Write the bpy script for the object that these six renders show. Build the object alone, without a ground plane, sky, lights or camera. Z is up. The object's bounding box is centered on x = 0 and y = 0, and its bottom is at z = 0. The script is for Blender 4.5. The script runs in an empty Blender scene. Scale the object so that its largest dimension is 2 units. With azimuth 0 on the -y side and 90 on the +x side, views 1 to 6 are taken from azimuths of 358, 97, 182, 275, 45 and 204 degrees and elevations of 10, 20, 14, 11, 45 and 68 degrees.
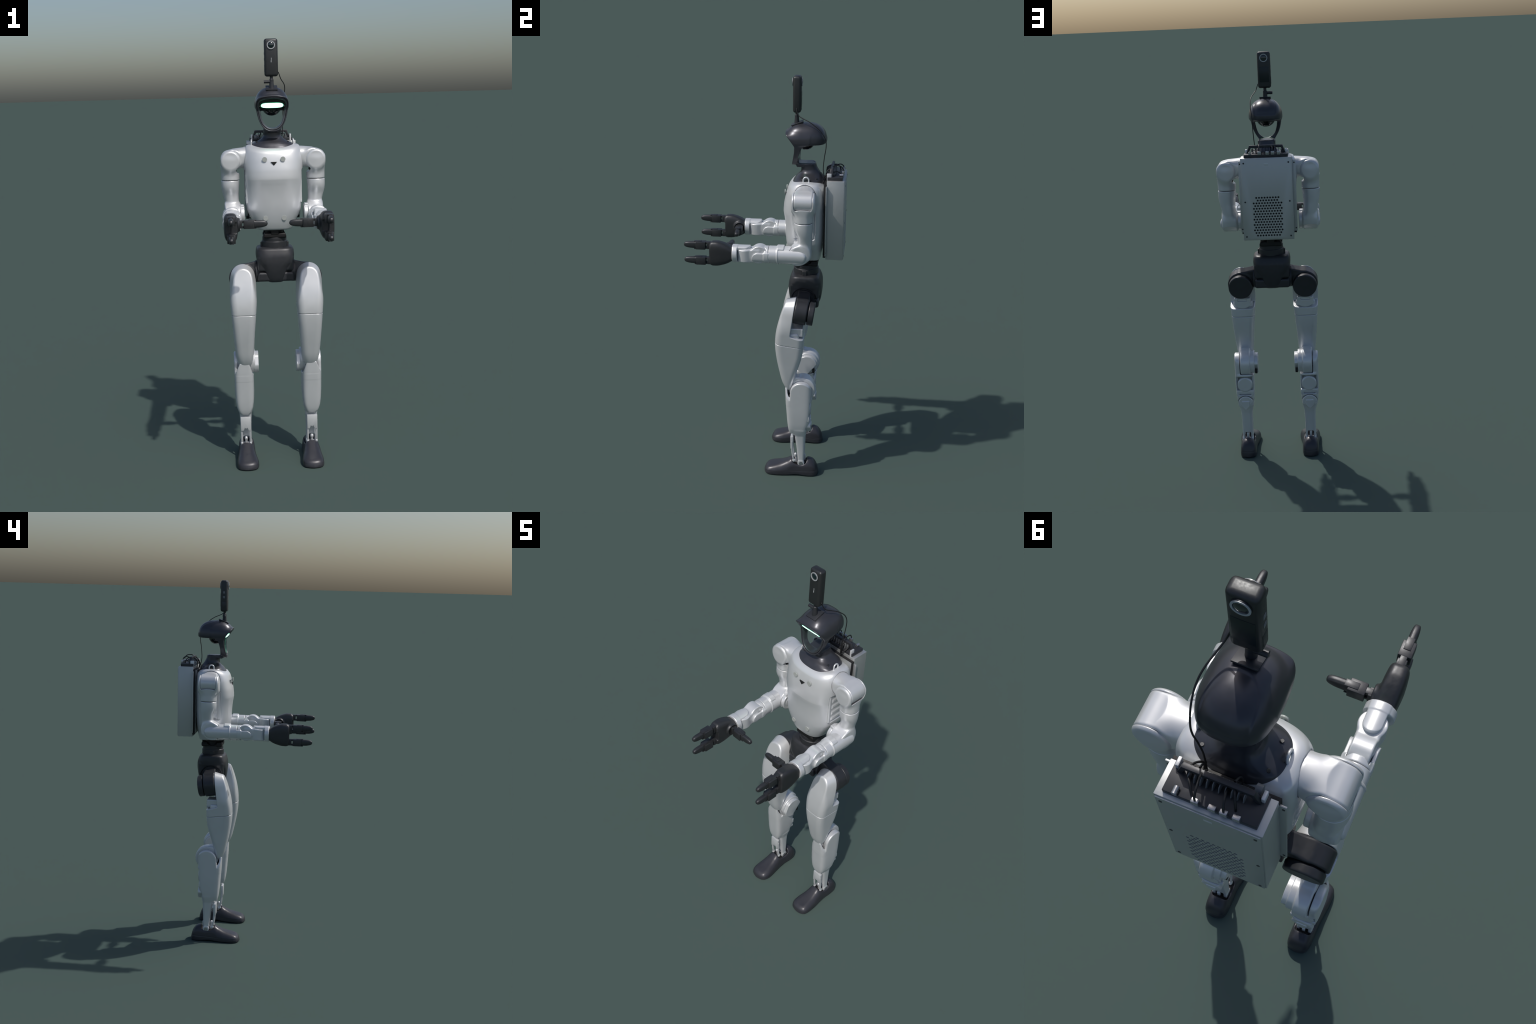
import bpy, bmesh, math
import numpy as np
from mathutils import Matrix, Vector

# ------------------------------------------------------------------ materials
def new_mat(name, base, rough=0.4, metallic=0.0, spec=0.5, var=0.05, scale=60.0,
            rough_var=0.06, bump=0.0, coat=0.0, emit=None, emit_strength=0.0):
    m = bpy.data.materials.new(name)
    m.use_nodes = True
    nt = m.node_tree
    b = nt.nodes["Principled BSDF"]
    b.inputs["Metallic"].default_value = metallic
    b.inputs["Specular IOR Level"].default_value = spec
    b.inputs["Coat Weight"].default_value = coat
    b.inputs["Coat Roughness"].default_value = 0.12
    tc = nt.nodes.new("ShaderNodeTexCoord")
    nz = nt.nodes.new("ShaderNodeTexNoise")
    nz.inputs["Scale"].default_value = scale
    nz.inputs["Detail"].default_value = 3.0
    nt.links.new(tc.outputs["Object"], nz.inputs["Vector"])
    ramp = nt.nodes.new("ShaderNodeValToRGB")
    ramp.color_ramp.elements[0].position = 0.3
    ramp.color_ramp.elements[1].position = 0.7
    ramp.color_ramp.elements[0].color = [c * (1 - var) for c in base] + [1]
    ramp.color_ramp.elements[1].color = [min(1, c * (1 + var)) for c in base] + [1]
    nt.links.new(nz.outputs["Fac"], ramp.inputs["Fac"])
    nt.links.new(ramp.outputs["Color"], b.inputs["Base Color"])
    mr = nt.nodes.new("ShaderNodeMapRange")
    mr.inputs["From Min"].default_value = 0.3
    mr.inputs["From Max"].default_value = 0.7
    mr.inputs["To Min"].default_value = max(0.02, rough - rough_var)
    mr.inputs["To Max"].default_value = min(1.0, rough + rough_var)
    nt.links.new(nz.outputs["Fac"], mr.inputs["Value"])
    nt.links.new(mr.outputs["Result"], b.inputs["Roughness"])
    if bump > 0:
        n2 = nt.nodes.new("ShaderNodeTexNoise")
        n2.inputs["Scale"].default_value = 900.0
        nt.links.new(tc.outputs["Object"], n2.inputs["Vector"])
        bp = nt.nodes.new("ShaderNodeBump")
        bp.inputs["Strength"].default_value = bump
        bp.inputs["Distance"].default_value = 0.0006
        nt.links.new(n2.outputs["Fac"], bp.inputs["Height"])
        nt.links.new(bp.outputs["Normal"], b.inputs["Normal"])
    if emit:
        b.inputs["Emission Color"].default_value = (*emit, 1)
        b.inputs["Emission Strength"].default_value = emit_strength
    return m

M_WHITE = new_mat("white_gloss_plastic", (0.655, 0.670, 0.690), 0.37, metallic=0.40, var=0.015, scale=25, rough_var=0.02)
M_METAL = new_mat("painted_sheet_metal", (0.53, 0.545, 0.545), 0.48, metallic=0.8, var=0.02, scale=140, rough_var=0.04, bump=0.05)  # base lightened so the backpack's shadowed side does not go too dark
M_DARK = new_mat("dark_gloss_plastic", (0.062, 0.064, 0.076), 0.32, metallic=0.5, var=0.06, scale=40, rough_var=0.03)
M_SATIN = new_mat("dark_satin_plastic", (0.038, 0.040, 0.046), 0.42, metallic=0.3, var=0.08, scale=60, rough_var=0.04)
M_SHOE = new_mat("dark_rubber_shoe", (0.042, 0.043, 0.052), 0.36, metallic=0.25, var=0.06, scale=50, rough_var=0.04, bump=0.03)
M_HAND = new_mat("dark_hand_polymer", (0.054, 0.056, 0.061), 0.42, metallic=0.6, var=0.08, scale=120, rough_var=0.05, bump=0.04)
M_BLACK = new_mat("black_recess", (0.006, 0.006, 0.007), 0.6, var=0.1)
M_CABLE = new_mat("black_cable_sheath", (0.010, 0.010, 0.011), 0.45, var=0.1, scale=200)
M_CAM = new_mat("charcoal_camera_body", (0.058, 0.061, 0.064), 0.42, metallic=0.7, var=0.06, scale=200, bump=0.05)
M_GLASS = new_mat("dark_lens_glass", (0.004, 0.012, 0.016), 0.06, spec=0.8, var=0.05, coat=0.6)
M_RING = new_mat("pale_lens_ring", (0.42, 0.44, 0.46), 0.35, metallic=0.2, var=0.03)
M_SCREEN = new_mat("dark_screen", (0.004, 0.011, 0.014), 0.35, var=0.05)
M_STEEL = new_mat("brushed_steel", (0.42, 0.43, 0.45), 0.30, metallic=0.85, var=0.08, scale=220)
M_DISC = new_mat("frosted_disc", (0.38, 0.40, 0.385), 0.35, var=0.03)
M_SENSOR = new_mat("smoked_sensor_dome", (0.006, 0.007, 0.008), 0.08, spec=0.7, var=0.1)
M_GREY = new_mat("grey_button", (0.16, 0.17, 0.18), 0.4, var=0.05)

def light_material():
    m = new_mat("green_light_bar", (0.6, 0.9, 0.75), 0.4)
    nt = m.node_tree
    b = nt.nodes["Principled BSDF"]
    tc = nt.nodes.new("ShaderNodeTexCoord")
    sep = nt.nodes.new("ShaderNodeSeparateXYZ")
    nt.links.new(tc.outputs["Object"], sep.inputs["Vector"])
    # distance of a point from the bar's centre line, in units of its half size
    def node(op, a, bval):
        n = nt.nodes.new("ShaderNodeMath"); n.operation = op
        nt.links.new(a, n.inputs[0])
        if isinstance(bval, (int, float)): n.inputs[1].default_value = bval
        elif bval is not None: nt.links.new(bval, n.inputs[1])
        return n.outputs[0]
    ax = node('POWER', node('ABSOLUTE', node('DIVIDE', sep.outputs['X'], 0.053), None), 6.0)
    az = node('POWER', node('ABSOLUTE', node('DIVIDE', sep.outputs['Z'], 0.0125), None), 2.0)
    dist = node('ADD', ax, az)
    ramp = nt.nodes.new("ShaderNodeValToRGB")
    e = ramp.color_ramp.elements
    e[0].position = 0.0; e[0].color = (0.45, 1.0, 0.72, 1)
    e[1].position = 1.0; e[1].color = (0.003, 0.03, 0.012, 1)
    k = e.new(0.55); k.color = (0.22, 0.62, 0.42, 1)
    k = e.new(0.8); k.color = (0.012, 0.12, 0.05, 1)  # dark green stops paint the bar's halo into its own surface
    nt.links.new(dist, ramp.inputs["Fac"])
    nt.links.new(ramp.outputs["Color"], b.inputs["Emission Color"])
    b.inputs["Emission Strength"].default_value = 8.0
    return m
M_LIGHT = light_material()

# ------------------------------------------------------------------ scene tree
ROOT = bpy.data.objects.new("humanoid_robot", None)
bpy.context.scene.collection.objects.link(ROOT)
ROOT["label"] = "slim white and black humanoid robot with head camera and backpack"
ROOT["category"] = "humanoid robot"
SIDE = []      # objects built on the +x side, mirrored at the end

def obj_matrix(o):
    return Matrix.Translation(o.location) @ Matrix.Diagonal((*o.scale, 1.0))

def set_parent(o, parent):
    o.parent = parent
    o.matrix_parent_inverse = obj_matrix(parent).inverted()

def add_obj(name, me, mat, parent=None, side=False, pivot=None):
    me.materials.clear()
    me.materials.append(mat)
    n = len(me.vertices)
    co = np.empty(n * 3); me.vertices.foreach_get("co", co); co = co.reshape(-1, 3)
    if pivot is None:
        pivot = (co.min(0) + co.max(0)) / 2
        if not side and abs(pivot[0]) < 1e-3: pivot[0] = 0.0
    co = co - np.asarray(pivot)
    me.vertices.foreach_set("co", co.ravel()); me.update()
    o = bpy.data.objects.new(name, me)
    o.location = Vector([float(v) for v in pivot])
    bpy.context.scene.collection.objects.link(o)
    set_parent(o, parent or ROOT)
    if side: SIDE.append(o)
    return o

# ------------------------------------------------------------------ profiles
def prof(*pts):
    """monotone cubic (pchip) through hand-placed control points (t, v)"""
    p = np.array(sorted(pts), float); x, y = p[:, 0], p[:, 1]
    h = np.diff(x); dl = np.diff(y) / h; m = np.zeros_like(y)
    for i in range(1, len(x) - 1):
        if dl[i - 1] * dl[i] > 0:
            w1, w2 = 2 * h[i] + h[i - 1], h[i] + 2 * h[i - 1]
            m[i] = (w1 + w2) / (w1 / dl[i - 1] + w2 / dl[i])
    m[0], m[-1] = dl[0], dl[-1]
    def f(t):
        t = np.clip(t, x[0], x[-1]); i = np.clip(np.searchsorted(x, t) - 1, 0, len(h) - 1)
        s = (t - x[i]) / h[i]
        return ((1 + 2 * s) * (1 - s) ** 2 * y[i] + s * (1 - s) ** 2 * h[i] * m[i]
                + s * s * (3 - 2 * s) * y[i + 1] + s * s * (s - 1) * h[i] * m[i + 1])
    return f

def spline(*pts):
    """natural cubic spline through control points: smooth curvature for reflective shells"""
    p = np.array(sorted(pts), float); x, y = p[:, 0], p[:, 1]; n = len(x); h = np.diff(x)
    A = np.zeros((n, n)); r = np.zeros(n); A[0, 0] = A[-1, -1] = 1
    for i in range(1, n - 1):
        A[i, i - 1:i + 2] = h[i - 1], 2 * (h[i - 1] + h[i]), h[i]
        r[i] = 6 * ((y[i + 1] - y[i]) / h[i] - (y[i] - y[i - 1]) / h[i - 1])
    m = np.linalg.solve(A, r)
    def f(t):
        t = np.clip(t, x[0], x[-1]); i = np.clip(np.searchsorted(x, t) - 1, 0, n - 2)
        a, b = (x[i + 1] - t) / h[i], (t - x[i]) / h[i]
        return a * y[i] + b * y[i + 1] + ((a ** 3 - a) * m[i] + (b ** 3 - b) * m[i + 1]) * h[i] ** 2 / 6
    return f

# ------------------------------------------------------------------ distance fields
def smin(a, b, k=0.003):
    h = np.maximum(k - np.abs(a - b), 0) / k
    return np.minimum(a, b) - h * h * k * 0.25
def smax(a, b, k=0.003): return -smin(-a, -b, k)
def cut(a, b, k=0.003): return smax(a, -b, k)
def box(P, c, h, r=0.003):
    q = np.abs(P - np.array(c)) - (np.array(h) - r)
    return np.linalg.norm(np.maximum(q, 0), axis=1) + np.minimum(q.max(1), 0) - r
def cyl(P, axis, c, R, lo, hi, r=0.002):
    """rounded cylinder; axis 0/1/2, c = centre in the two other coordinates"""
    o = [i for i in range(3) if i != axis]
    d = np.hypot(P[:, o[0]] - c[0], P[:, o[1]] - c[1]) - (R - r)
    a = np.abs(P[:, axis] - (lo + hi) / 2) - ((hi - lo) / 2 - r)
    return np.minimum(np.maximum(d, a), 0) + np.hypot(np.maximum(d, 0), np.maximum(a, 0)) - r
def capsule(P, a, b, R):
    a, b = np.array(a), np.array(b); ab = b - a
    t = np.clip(((P - a) @ ab) / (ab @ ab), 0, 1)
    return np.linalg.norm(P - a - t[:, None] * ab, axis=1) - R
def ellipsoid(P, c, r, n=2.0):
    q = np.abs((P - np.array(c)) / np.array(r))
    return ((q ** n).sum(1) ** (1 / n) - 1) * min(r)
def loft(P, axis, c0, h0, c1, h1, n=2.5):
    """superelliptic section with centre/half-size functions along an axis"""
    o = [i for i in range(3) if i != axis]; t = P[:, axis]
    a = np.maximum(h0(t), 1e-4); b = np.maximum(h1(t), 1e-4)
    q = (np.abs((P[:, o[0]] - c0(t)) / a) ** n + np.abs((P[:, o[1]] - c1(t)) / b) ** n) ** (1 / n)
    return (q - 1) * np.minimum(a, b)
def const(v): return lambda t: np.full_like(t, v)

class Outline:
    """signed distance to a smooth closed outline (negative inside)"""
    def __init__(self, pts, smooth=True, sub=8):
        p = np.array(pts, float); n = len(p); out = []
        if smooth:
            for i in range(n):
                a, b, c, d = p[i - 1], p[i], p[(i + 1) % n], p[(i + 2) % n]
                for s in np.arange(sub) / sub:
                    out.append(0.5 * (2 * b + (c - a) * s + (2 * a - 5 * b + 4 * c - d) * s * s
                                      + (3 * b - a - 3 * c + d) * s ** 3))
            p = np.array(out)
        self.p = p; self.lo = p.min(0) - 0.06; self.st = 0.001
        nx, ny = [int(v) + 2 for v in (p.max(0) + 0.06 - self.lo) / self.st]
        gx = self.lo[0] + np.arange(nx) * self.st; gy = self.lo[1] + np.arange(ny) * self.st
        G = np.stack(np.meshgrid(gx, gy, indexing='ij'), -1).reshape(-1, 2)
        best = np.full(len(G), 1e9); ins = np.zeros(len(G), bool)
        for a, b in zip(p, np.roll(p, -1, 0)):
            e = b - a; w = G - a; t = np.clip((w @ e) / max(e @ e, 1e-12), 0, 1)
            best = np.minimum(best, ((w - t[:, None] * e) ** 2).sum(1))
            c = (a[1] <= G[:, 1]) != (b[1] <= G[:, 1])
            if c.any():
                xs = a[0] + (G[:, 1] - a[1]) / (b[1] - a[1] + 1e-15) * e[0]
                ins ^= c & (G[:, 0] < xs)
        d = np.sqrt(best); d[ins] *= -1
        self.g = d.reshape(nx, ny)
    def __call__(self, u, v):
        x = np.clip((u - self.lo[0]) / self.st, 0, self.g.shape[0] - 1.001)
        y = np.clip((v - self.lo[1]) / self.st, 0, self.g.shape[1] - 1.001)
        i = x.astype(int); j = y.astype(int); a = x - i; b = y - j; g = self.g
        return (g[i, j] * (1 - a) * (1 - b) + g[i + 1, j] * a * (1 - b)
                + g[i, j + 1] * (1 - a) * b + g[i + 1, j + 1] * a * b)

def field_mesh(name, f, lo, hi, h=0.002):
    """surface nets: mesh the zero level of a distance field"""
    lo = np.array(lo, float) - 2.3 * h; hi = np.array(hi, float) + 2.3 * h
    n = np.ceil((hi - lo) / h).astype(int) + 1
    ax = [lo[i] + np.arange(n[i]) * h for i in range(3)]
    F = np.empty(n)
    yz = np.stack(np.meshgrid(ax[1], ax[2], indexing='ij'), -1).reshape(-1, 2)
    step = max(1, 400000 // len(yz))
    for i in range(0, n[0], step):
        xs = ax[0][i:i + step]
        P = np.empty((len(xs), len(yz), 3)); P[:, :, 0] = xs[:, None]; P[:, :, 1:] = yz[None]
        F[i:i + step] = f(P.reshape(-1, 3)).reshape(len(xs), n[1], n[2])
    S = F < 0
    corners = [(a, b, c) for a in (0, 1) for b in (0, 1) for c in (0, 1)]
    sl = lambda A, c: A[c[0]:n[0] - 1 + c[0], c[1]:n[1] - 1 + c[1], c[2]:n[2] - 1 + c[2]]
    cnt = sum(sl(S, c).astype(np.int8) for c in corners)
    act = np.argwhere((cnt > 0) & (cnt < 8))
    idx = np.full(n - 1, -1, np.int64); idx[tuple(act.T)] = np.arange(len(act))
    V = np.zeros((len(act), 3)); W = np.zeros(len(act))
    for c in corners:
        for k in range(3):
            if c[k] == 0:
                e = list(c); e[k] = 1
                fa = F[tuple((act + c).T)]; fb = F[tuple((act + e).T)]
                m = (fa < 0) != (fb < 0)
                t = np.where(m, fa / np.where(m, fa - fb, 1), 0)
                q = np.tile(np.array(c, float), (len(act), 1)); q[:, k] = t
                V[m] += q[m]; W[m] += 1
    V = lo + (act + V / W[:, None]) * h
    for _ in range(3):
        d0 = f(V); e = h * 0.25
        g = np.stack([(f(V + np.eye(3)[k] * e) - f(V - np.eye(3)[k] * e)) / (2 * e) for k in range(3)], 1)
        g2 = (g * g).sum(1)
        stp = -(d0 / np.maximum(g2, 0.05))[:, None] * g
        ln = np.linalg.norm(stp, axis=1); stp *= np.minimum(1, 0.6 * h / np.maximum(ln, 1e-9))[:, None]
        V = V + 0.8 * stp
    Q = []
    for k in range(3):
        a, b = [(1, 2), (2, 0), (0, 1)][k]
        A = np.moveaxis(S, k, 0)
        diff = np.argwhere(A[:-1] != A[1:])
        full = np.empty((len(diff), 3), int); oth = [i for i in range(3) if i != k]
        full[:, k] = diff[:, 0]; full[:, oth[0]] = diff[:, 1]; full[:, oth[1]] = diff[:, 2]
        ok = (full[:, a] > 0) & (full[:, b] > 0) & (full[:, a] < n[a] - 1) & (full[:, b] < n[b] - 1)
        full = full[ok]; ua = np.eye(3, dtype=int)[a]; ub = np.eye(3, dtype=int)[b]
        quad = np.stack([idx[tuple((full - ua - ub).T)], idx[tuple((full - ub).T)],
                         idx[tuple(full.T)], idx[tuple((full - ua).T)]], 1)
        neg = ~S[tuple(full.T)]
        quad[neg] = quad[neg][:, ::-1]
        Q.append(quad)
    Q = np.concatenate(Q)
    me = bpy.data.meshes.new(name)
    me.vertices.add(len(V)); me.vertices.foreach_set("co", V.ravel())
    me.loops.add(Q.size); me.loops.foreach_set("vertex_index", Q.ravel().astype(np.int32))
    me.polygons.add(len(Q)); me.polygons.foreach_set("loop_start", np.arange(0, Q.size, 4, dtype=np.int32))
    me.update(calc_edges=True); me.validate()
    me.polygons.foreach_set("use_smooth", np.ones(len(Q), bool))
    return me

def field(name, f, lo, hi, mat, parent=None, side=False, h=0.002):
    return add_obj(name, field_mesh(name, f, lo, hi, h), mat, parent, side)

# ------------------------------------------------------------------ hard-surface pieces
def finish(bm, name, angle=35):
    bmesh.ops.recalc_face_normals(bm, faces=bm.faces)
    me = bpy.data.meshes.new(name); bm.to_mesh(me); bm.free()
    for p in me.polygons: p.use_smooth = True
    me.set_sharp_from_angle(angle=math.radians(angle))
    return me

def bevel_sharp(bm, width, seg=2, ang=30):
    ed = [e for e in bm.edges if e.is_manifold and e.calc_face_angle(0) > math.radians(ang)]
    if ed and width > 0:
        bmesh.ops.bevel(bm, geom=ed, offset=width, segments=seg, profile=0.5, affect='EDGES', clamp_overlap=True)

def block_mesh(name, c, h, bev=0.001, seg=2, rot=None, taper=None):
    bm = bmesh.new(); bmesh.ops.create_cube(bm, size=2)
    for v in bm.verts:
        if taper:
            ax, other, k = taper          # shrink 'other' axes toward the +/- end of ax
            if (v.co[ax] > 0) == (k > 0):
                for o in other: v.co[o] *= abs(k)
        v.co = Vector([v.co[i] * h[i] for i in range(3)])
    bevel_sharp(bm, bev, seg)
    if rot: bmesh.ops.transform(bm, matrix=rot, verts=bm.verts)
    bmesh.ops.translate(bm, vec=Vector(c), verts=bm.verts)
    return finish(bm, name)

def block(name, c, h, mat, parent=None, side=False, **kw):
    return add_obj(name, block_mesh(name, c, h, **kw), mat, parent, side)

def tube_mesh(name, axis, c, R, lo, hi, bev=0.001, seg=48, Rin=0.0):
    """turned part along an axis: closed ring profile revolved"""
    bm = bmesh.new(); o = [i for i in range(3) if i != axis]
    rp = [(R, lo), (R, hi)]
    if Rin > 0: rp += [(Rin, hi), (Rin, lo)]
    rings = []
    for r, t in rp:
        ring = []
        for i in range(seg):
            a = 2 * math.pi * i / seg; v = [0, 0, 0]
            v[axis] = t; v[o[0]] = c[0] + r * math.cos(a); v[o[1]] = c[1] + r * math.sin(a)
            ring.append(bm.verts.new(v))
        rings.append(ring)
    pairs = [(0, 1)] if Rin <= 0 else [(0, 1), (1, 2), (2, 3), (3, 0)]
    for a, b in pairs:
        for i in range(seg):
            j = (i + 1) % seg
            bm.faces.new((rings[a][i], rings[a][j], rings[b][j], rings[b][i]))
    if Rin <= 0:
        bm.faces.new(rings[0]); bm.faces.new(rings[1])
    bevel_sharp(bm, bev, 2, 50)
    return finish(bm, name)

def disc(name, axis, c, R, lo, hi, mat, parent=None, side=False, **kw):
    return add_obj(name, tube_mesh(name, axis, c, R, lo, hi, **kw), mat, parent, side)

def prism_mesh(name, axis, pts, lo, hi, bev=0.001):
    """outline (in the two other coordinates) extruded along an axis"""
    bm = bmesh.new(); o = [i for i in range(3) if i != axis]
    def ring(t):
        r = []
        for p in pts:
            v = [0, 0, 0]; v[axis] = t; v[o[0]], v[o[1]] = p; r.append(bm.verts.new(v))
        return r
    a, b = ring(lo), ring(hi); n = len(pts)
    bm.faces.new(a); bm.faces.new(b)
    for i in range(n): bm.faces.new((a[i], a[(i + 1) % n], b[(i + 1) % n], b[i]))
    bmesh.ops.recalc_face_normals(bm, faces=bm.faces)
    bevel_sharp(bm, bev, 2)
    return finish(bm, name)

def prism(name, axis, pts, lo, hi, mat, parent=None, side=False, bev=0.001):
    return add_obj(name, prism_mesh(name, axis, pts, lo, hi, bev), mat, parent, side)

def cable_mesh(name, pts, R, sides=10, sub=8):
    """round cord along a smooth Catmull-Rom spine"""
    p = np.array(pts, float); p = np.vstack([2 * p[0] - p[1], p, 2 * p[-1] - p[-2]]); path = []
    for i in range(1, len(p) - 2):
        a, b, c, d = p[i - 1:i + 3]
        for s in np.arange(sub) / sub:
            path.append(0.5 * (2 * b + (c - a) * s + (2 * a - 5 * b + 4 * c - d) * s * s + (3 * b - a - 3 * c + d) * s ** 3))
    path.append(p[-2]); path = np.array(path)
    bm = bmesh.new(); rings = []; up = np.array([0.3, 0.2, 0.93])
    for i, q in enumerate(path):
        t = path[min(i + 1, len(path) - 1)] - path[max(i - 1, 0)]; t /= np.linalg.norm(t)
        u = up - t * (up @ t)
        if np.linalg.norm(u) < 0.2: u = np.array([1.0, 0, 0]) - t * t[0]
        u /= np.linalg.norm(u); w = np.cross(t, u); up = u
        rings.append([bm.verts.new(q + R * (math.cos(k) * u + math.sin(k) * w)) for k in np.linspace(0, 2 * math.pi, sides, endpoint=False)])
    for a, b in zip(rings[:-1], rings[1:]):
        for i in range(sides): bm.faces.new((a[i], a[(i + 1) % sides], b[(i + 1) % sides], b[i]))
    bm.faces.new(rings[0]); bm.faces.new(rings[-1])
    return finish(bm, name, 60)

def cable(name, pts, R, mat, parent=None, side=False):
    return add_obj(name, cable_mesh(name, pts, R), mat, parent, side)

# =================================================================== TORSO
t_front = prof((1.120, .122), (1.14, .110), (1.17, .101), (1.22, .0935), (1.31, .0880), (1.337, .0850), (1.358, .0815),
               (1.37, .0800), (1.404, .0825), (1.44, .0895), (1.485, .1020), (1.515, .1180), (1.53, .128))
t_back = prof((1.120, .256), (1.134, .261), (1.204, .271), (1.31, .277), (1.415, .278), (1.484, .274), (1.514, .266), (1.53, .258))
t_half = prof((1.120, .079), (1.13, .083), (1.176, .105), (1.20, .117), (1.23, .1275), (1.32, .1315), (1.396, .1365),
              (1.46, .1395), (1.49, .136), (1.515, .127), (1.53, .118))
def torso_f(P):
    z = P[:, 2]
    yc = (t_front(z) + t_back(z)) / 2; hb = (t_back(z) - t_front(z)) / 2; a = t_half(z)
    n = np.where(P[:, 1] > yc, 5.0, 2.75)                      # boxier back, rounder chest
    d = ((np.abs(P[:, 0] / a) ** n + np.abs((P[:, 1] - yc) / hb) ** n) ** (1 / n) - 1) * np.minimum(a, hb)
    rim = 1.5255 - .0150 * np.clip(np.abs(P[:, 1] - .197) / .072, 0, 1.4) ** 2.2      # collar opening, lower in front and behind
    d = smax(d, z - rim, 0.014); d = smax(d, 1.129 - z, 0.008)
    Q = P.copy(); Q[:, 0] = np.abs(Q[:, 0])
    d = cut(d, cyl(Q, 0, (.190, 1.466), .0509, .117, .2, .001), 0.002)          # shoulder socket
    d = cut(d, box(Q, (.150, .187, 1.330), (.030, .0525, .081), .012), 0.003)    # side vent pocket
    return d
torso = field("torso", torso_f, (-.142, .076, 1.125), (.142, .282, 1.53), M_WHITE)

def vent_f(P):
    d = box(P, (.1215, .187, 1.330), (.006, .0505, .079), .008)
    d = smin(d, box(P, (.1245, .143, 1.330), (.006, .0065, .076), .004), .004)
    for z in (1.375, 1.340, 1.305, 1.270):
        d = smin(d, box(P, (.1255, .190, z), (.0055, .034, .0095), .005), .004)
    return d
vent = field("vent_panel", vent_f, (.110, .130, 1.245), (.134, .242, 1.412), M_WHITE, torso, True)
for x, z, yb in ((.042, 1.4605, .087), (.043, 1.1885, .0965)):
    disc("chest_disc", 1, (x, z), .0112, yb, yb + .0035, M_DISC, torso, True, bev=.0008, seg=40)
    disc("standoff", 1, (x, z), .003, yb + .0033, yb + .016, M_DISC, torso, True, bev=.0, seg=16)
prism("beak_mark", 1, [(-.0142, 1.4485), (.0142, 1.4485), (0.0, 1.4315)], .0860, .1000, M_BLACK, torso, bev=.0003)

# =================================================================== NECK
n_half = prof((1.495, .107), (1.513, .1065), (1.523, .1015), (1.532, .086), (1.541, .067), (1.555, .048), (1.568, .0415), (1.60, .0415))
n_front = prof((1.495, .1225), (1.510, .1235), (1.520, .1295), (1.532, .1385), (1.545, .152), (1.556, .1595), (1.60, .1605))
n_back = prof((1.495, .272), (1.510, .272), (1.522, .267), (1.539, .257), (1.56, .243), (1.577, .234), (1.60, .2275))
def neck_f(P):
    z = P[:, 2]
    d = loft(P, 2, const(0.0), n_half, lambda t: (n_front(t) + n_back(t)) / 2, lambda t: (n_back(t) - n_front(t)) / 2, 2.5)
    d = smax(d, z - 1.597, .006); d = smax(d, 1.497 - z)
    # shallow tray on top of the neck
    d = cut(d, ellipsoid(P, (0, .19, 1.625), (.040, .10, .031), 2.0), .004)
    return d
neck = field("neck_collar", neck_f, (-.105, .120, 1.494), (.105, .275, 1.60), M_DARK)
for y in (.170, .238):
    disc("bolt", 2, (.0725, y), .0042, 1.528, 1.5395 if y < .2 else 1.5365, M_SATIN, neck, True, bev=.0008, seg=20)
cable("lifting_hook", [(.0985, .1785, 1.512), (.0982, .1785, 1.530), (.0977, .1800, 1.539), (.0972, .1850, 1.5445), (.0970, .1915, 1.5465),
                       (.0972, .1980, 1.5445), (.0977, .2030, 1.539), (.0982, .2045, 1.530), (.0985, .2045, 1.512)], .0036, M_WHITE, neck, True)

# =================================================================== HEAD
face_y = prof((1.57, .128), (1.582, .122), (1.588, .1185), (1.60, .1205), (1.63, .1265), (1.66, .1310), (1.68, .1315), (1.69, .1275), (1.70, .1205),
              (1.710, .1130), (1.722, .1030), (1.732, .0945), (1.740, .0895), (1.75, .0880), (1.80, .0880))
ring_back = prof((1.57, .160), (1.600, .1520), (1.62, .1510), (1.655, .157), (1.675, .166), (1.69, .185), (1.70, .20), (1.80, .20))
def egg(half):
    return Outline(half + [(-x, z) for x, z in half[::-1] if abs(x) > 1e-6])
egg_out = egg([(0, 1.582), (.020, 1.5855), (.039, 1.597), (.0575, 1.627), (.067, 1.655), (.0725, 1.685), (.0745, 1.708), (.0715, 1.725), (.0610, 1.7375), (.036, 1.7445), (0, 1.7465)])
egg_in = egg([(0, 1.5990), (.021, 1.6035), (.0385, 1.619), (.0495, 1.645), (.0555, 1.672), (.0605, 1.697), (.0615, 1.708), (.0580, 1.7190), (.046, 1.7265), (.025, 1.7310), (0, 1.7322)])
visor_y = prof((1.674, .30), (1.679, .156), (1.684, .1455), (1.69, .1365), (1.70, .1260), (1.710, .1175), (1.72, .1090), (1.732, .0990), (1.74, .0930), (1.75, .090))
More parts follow.
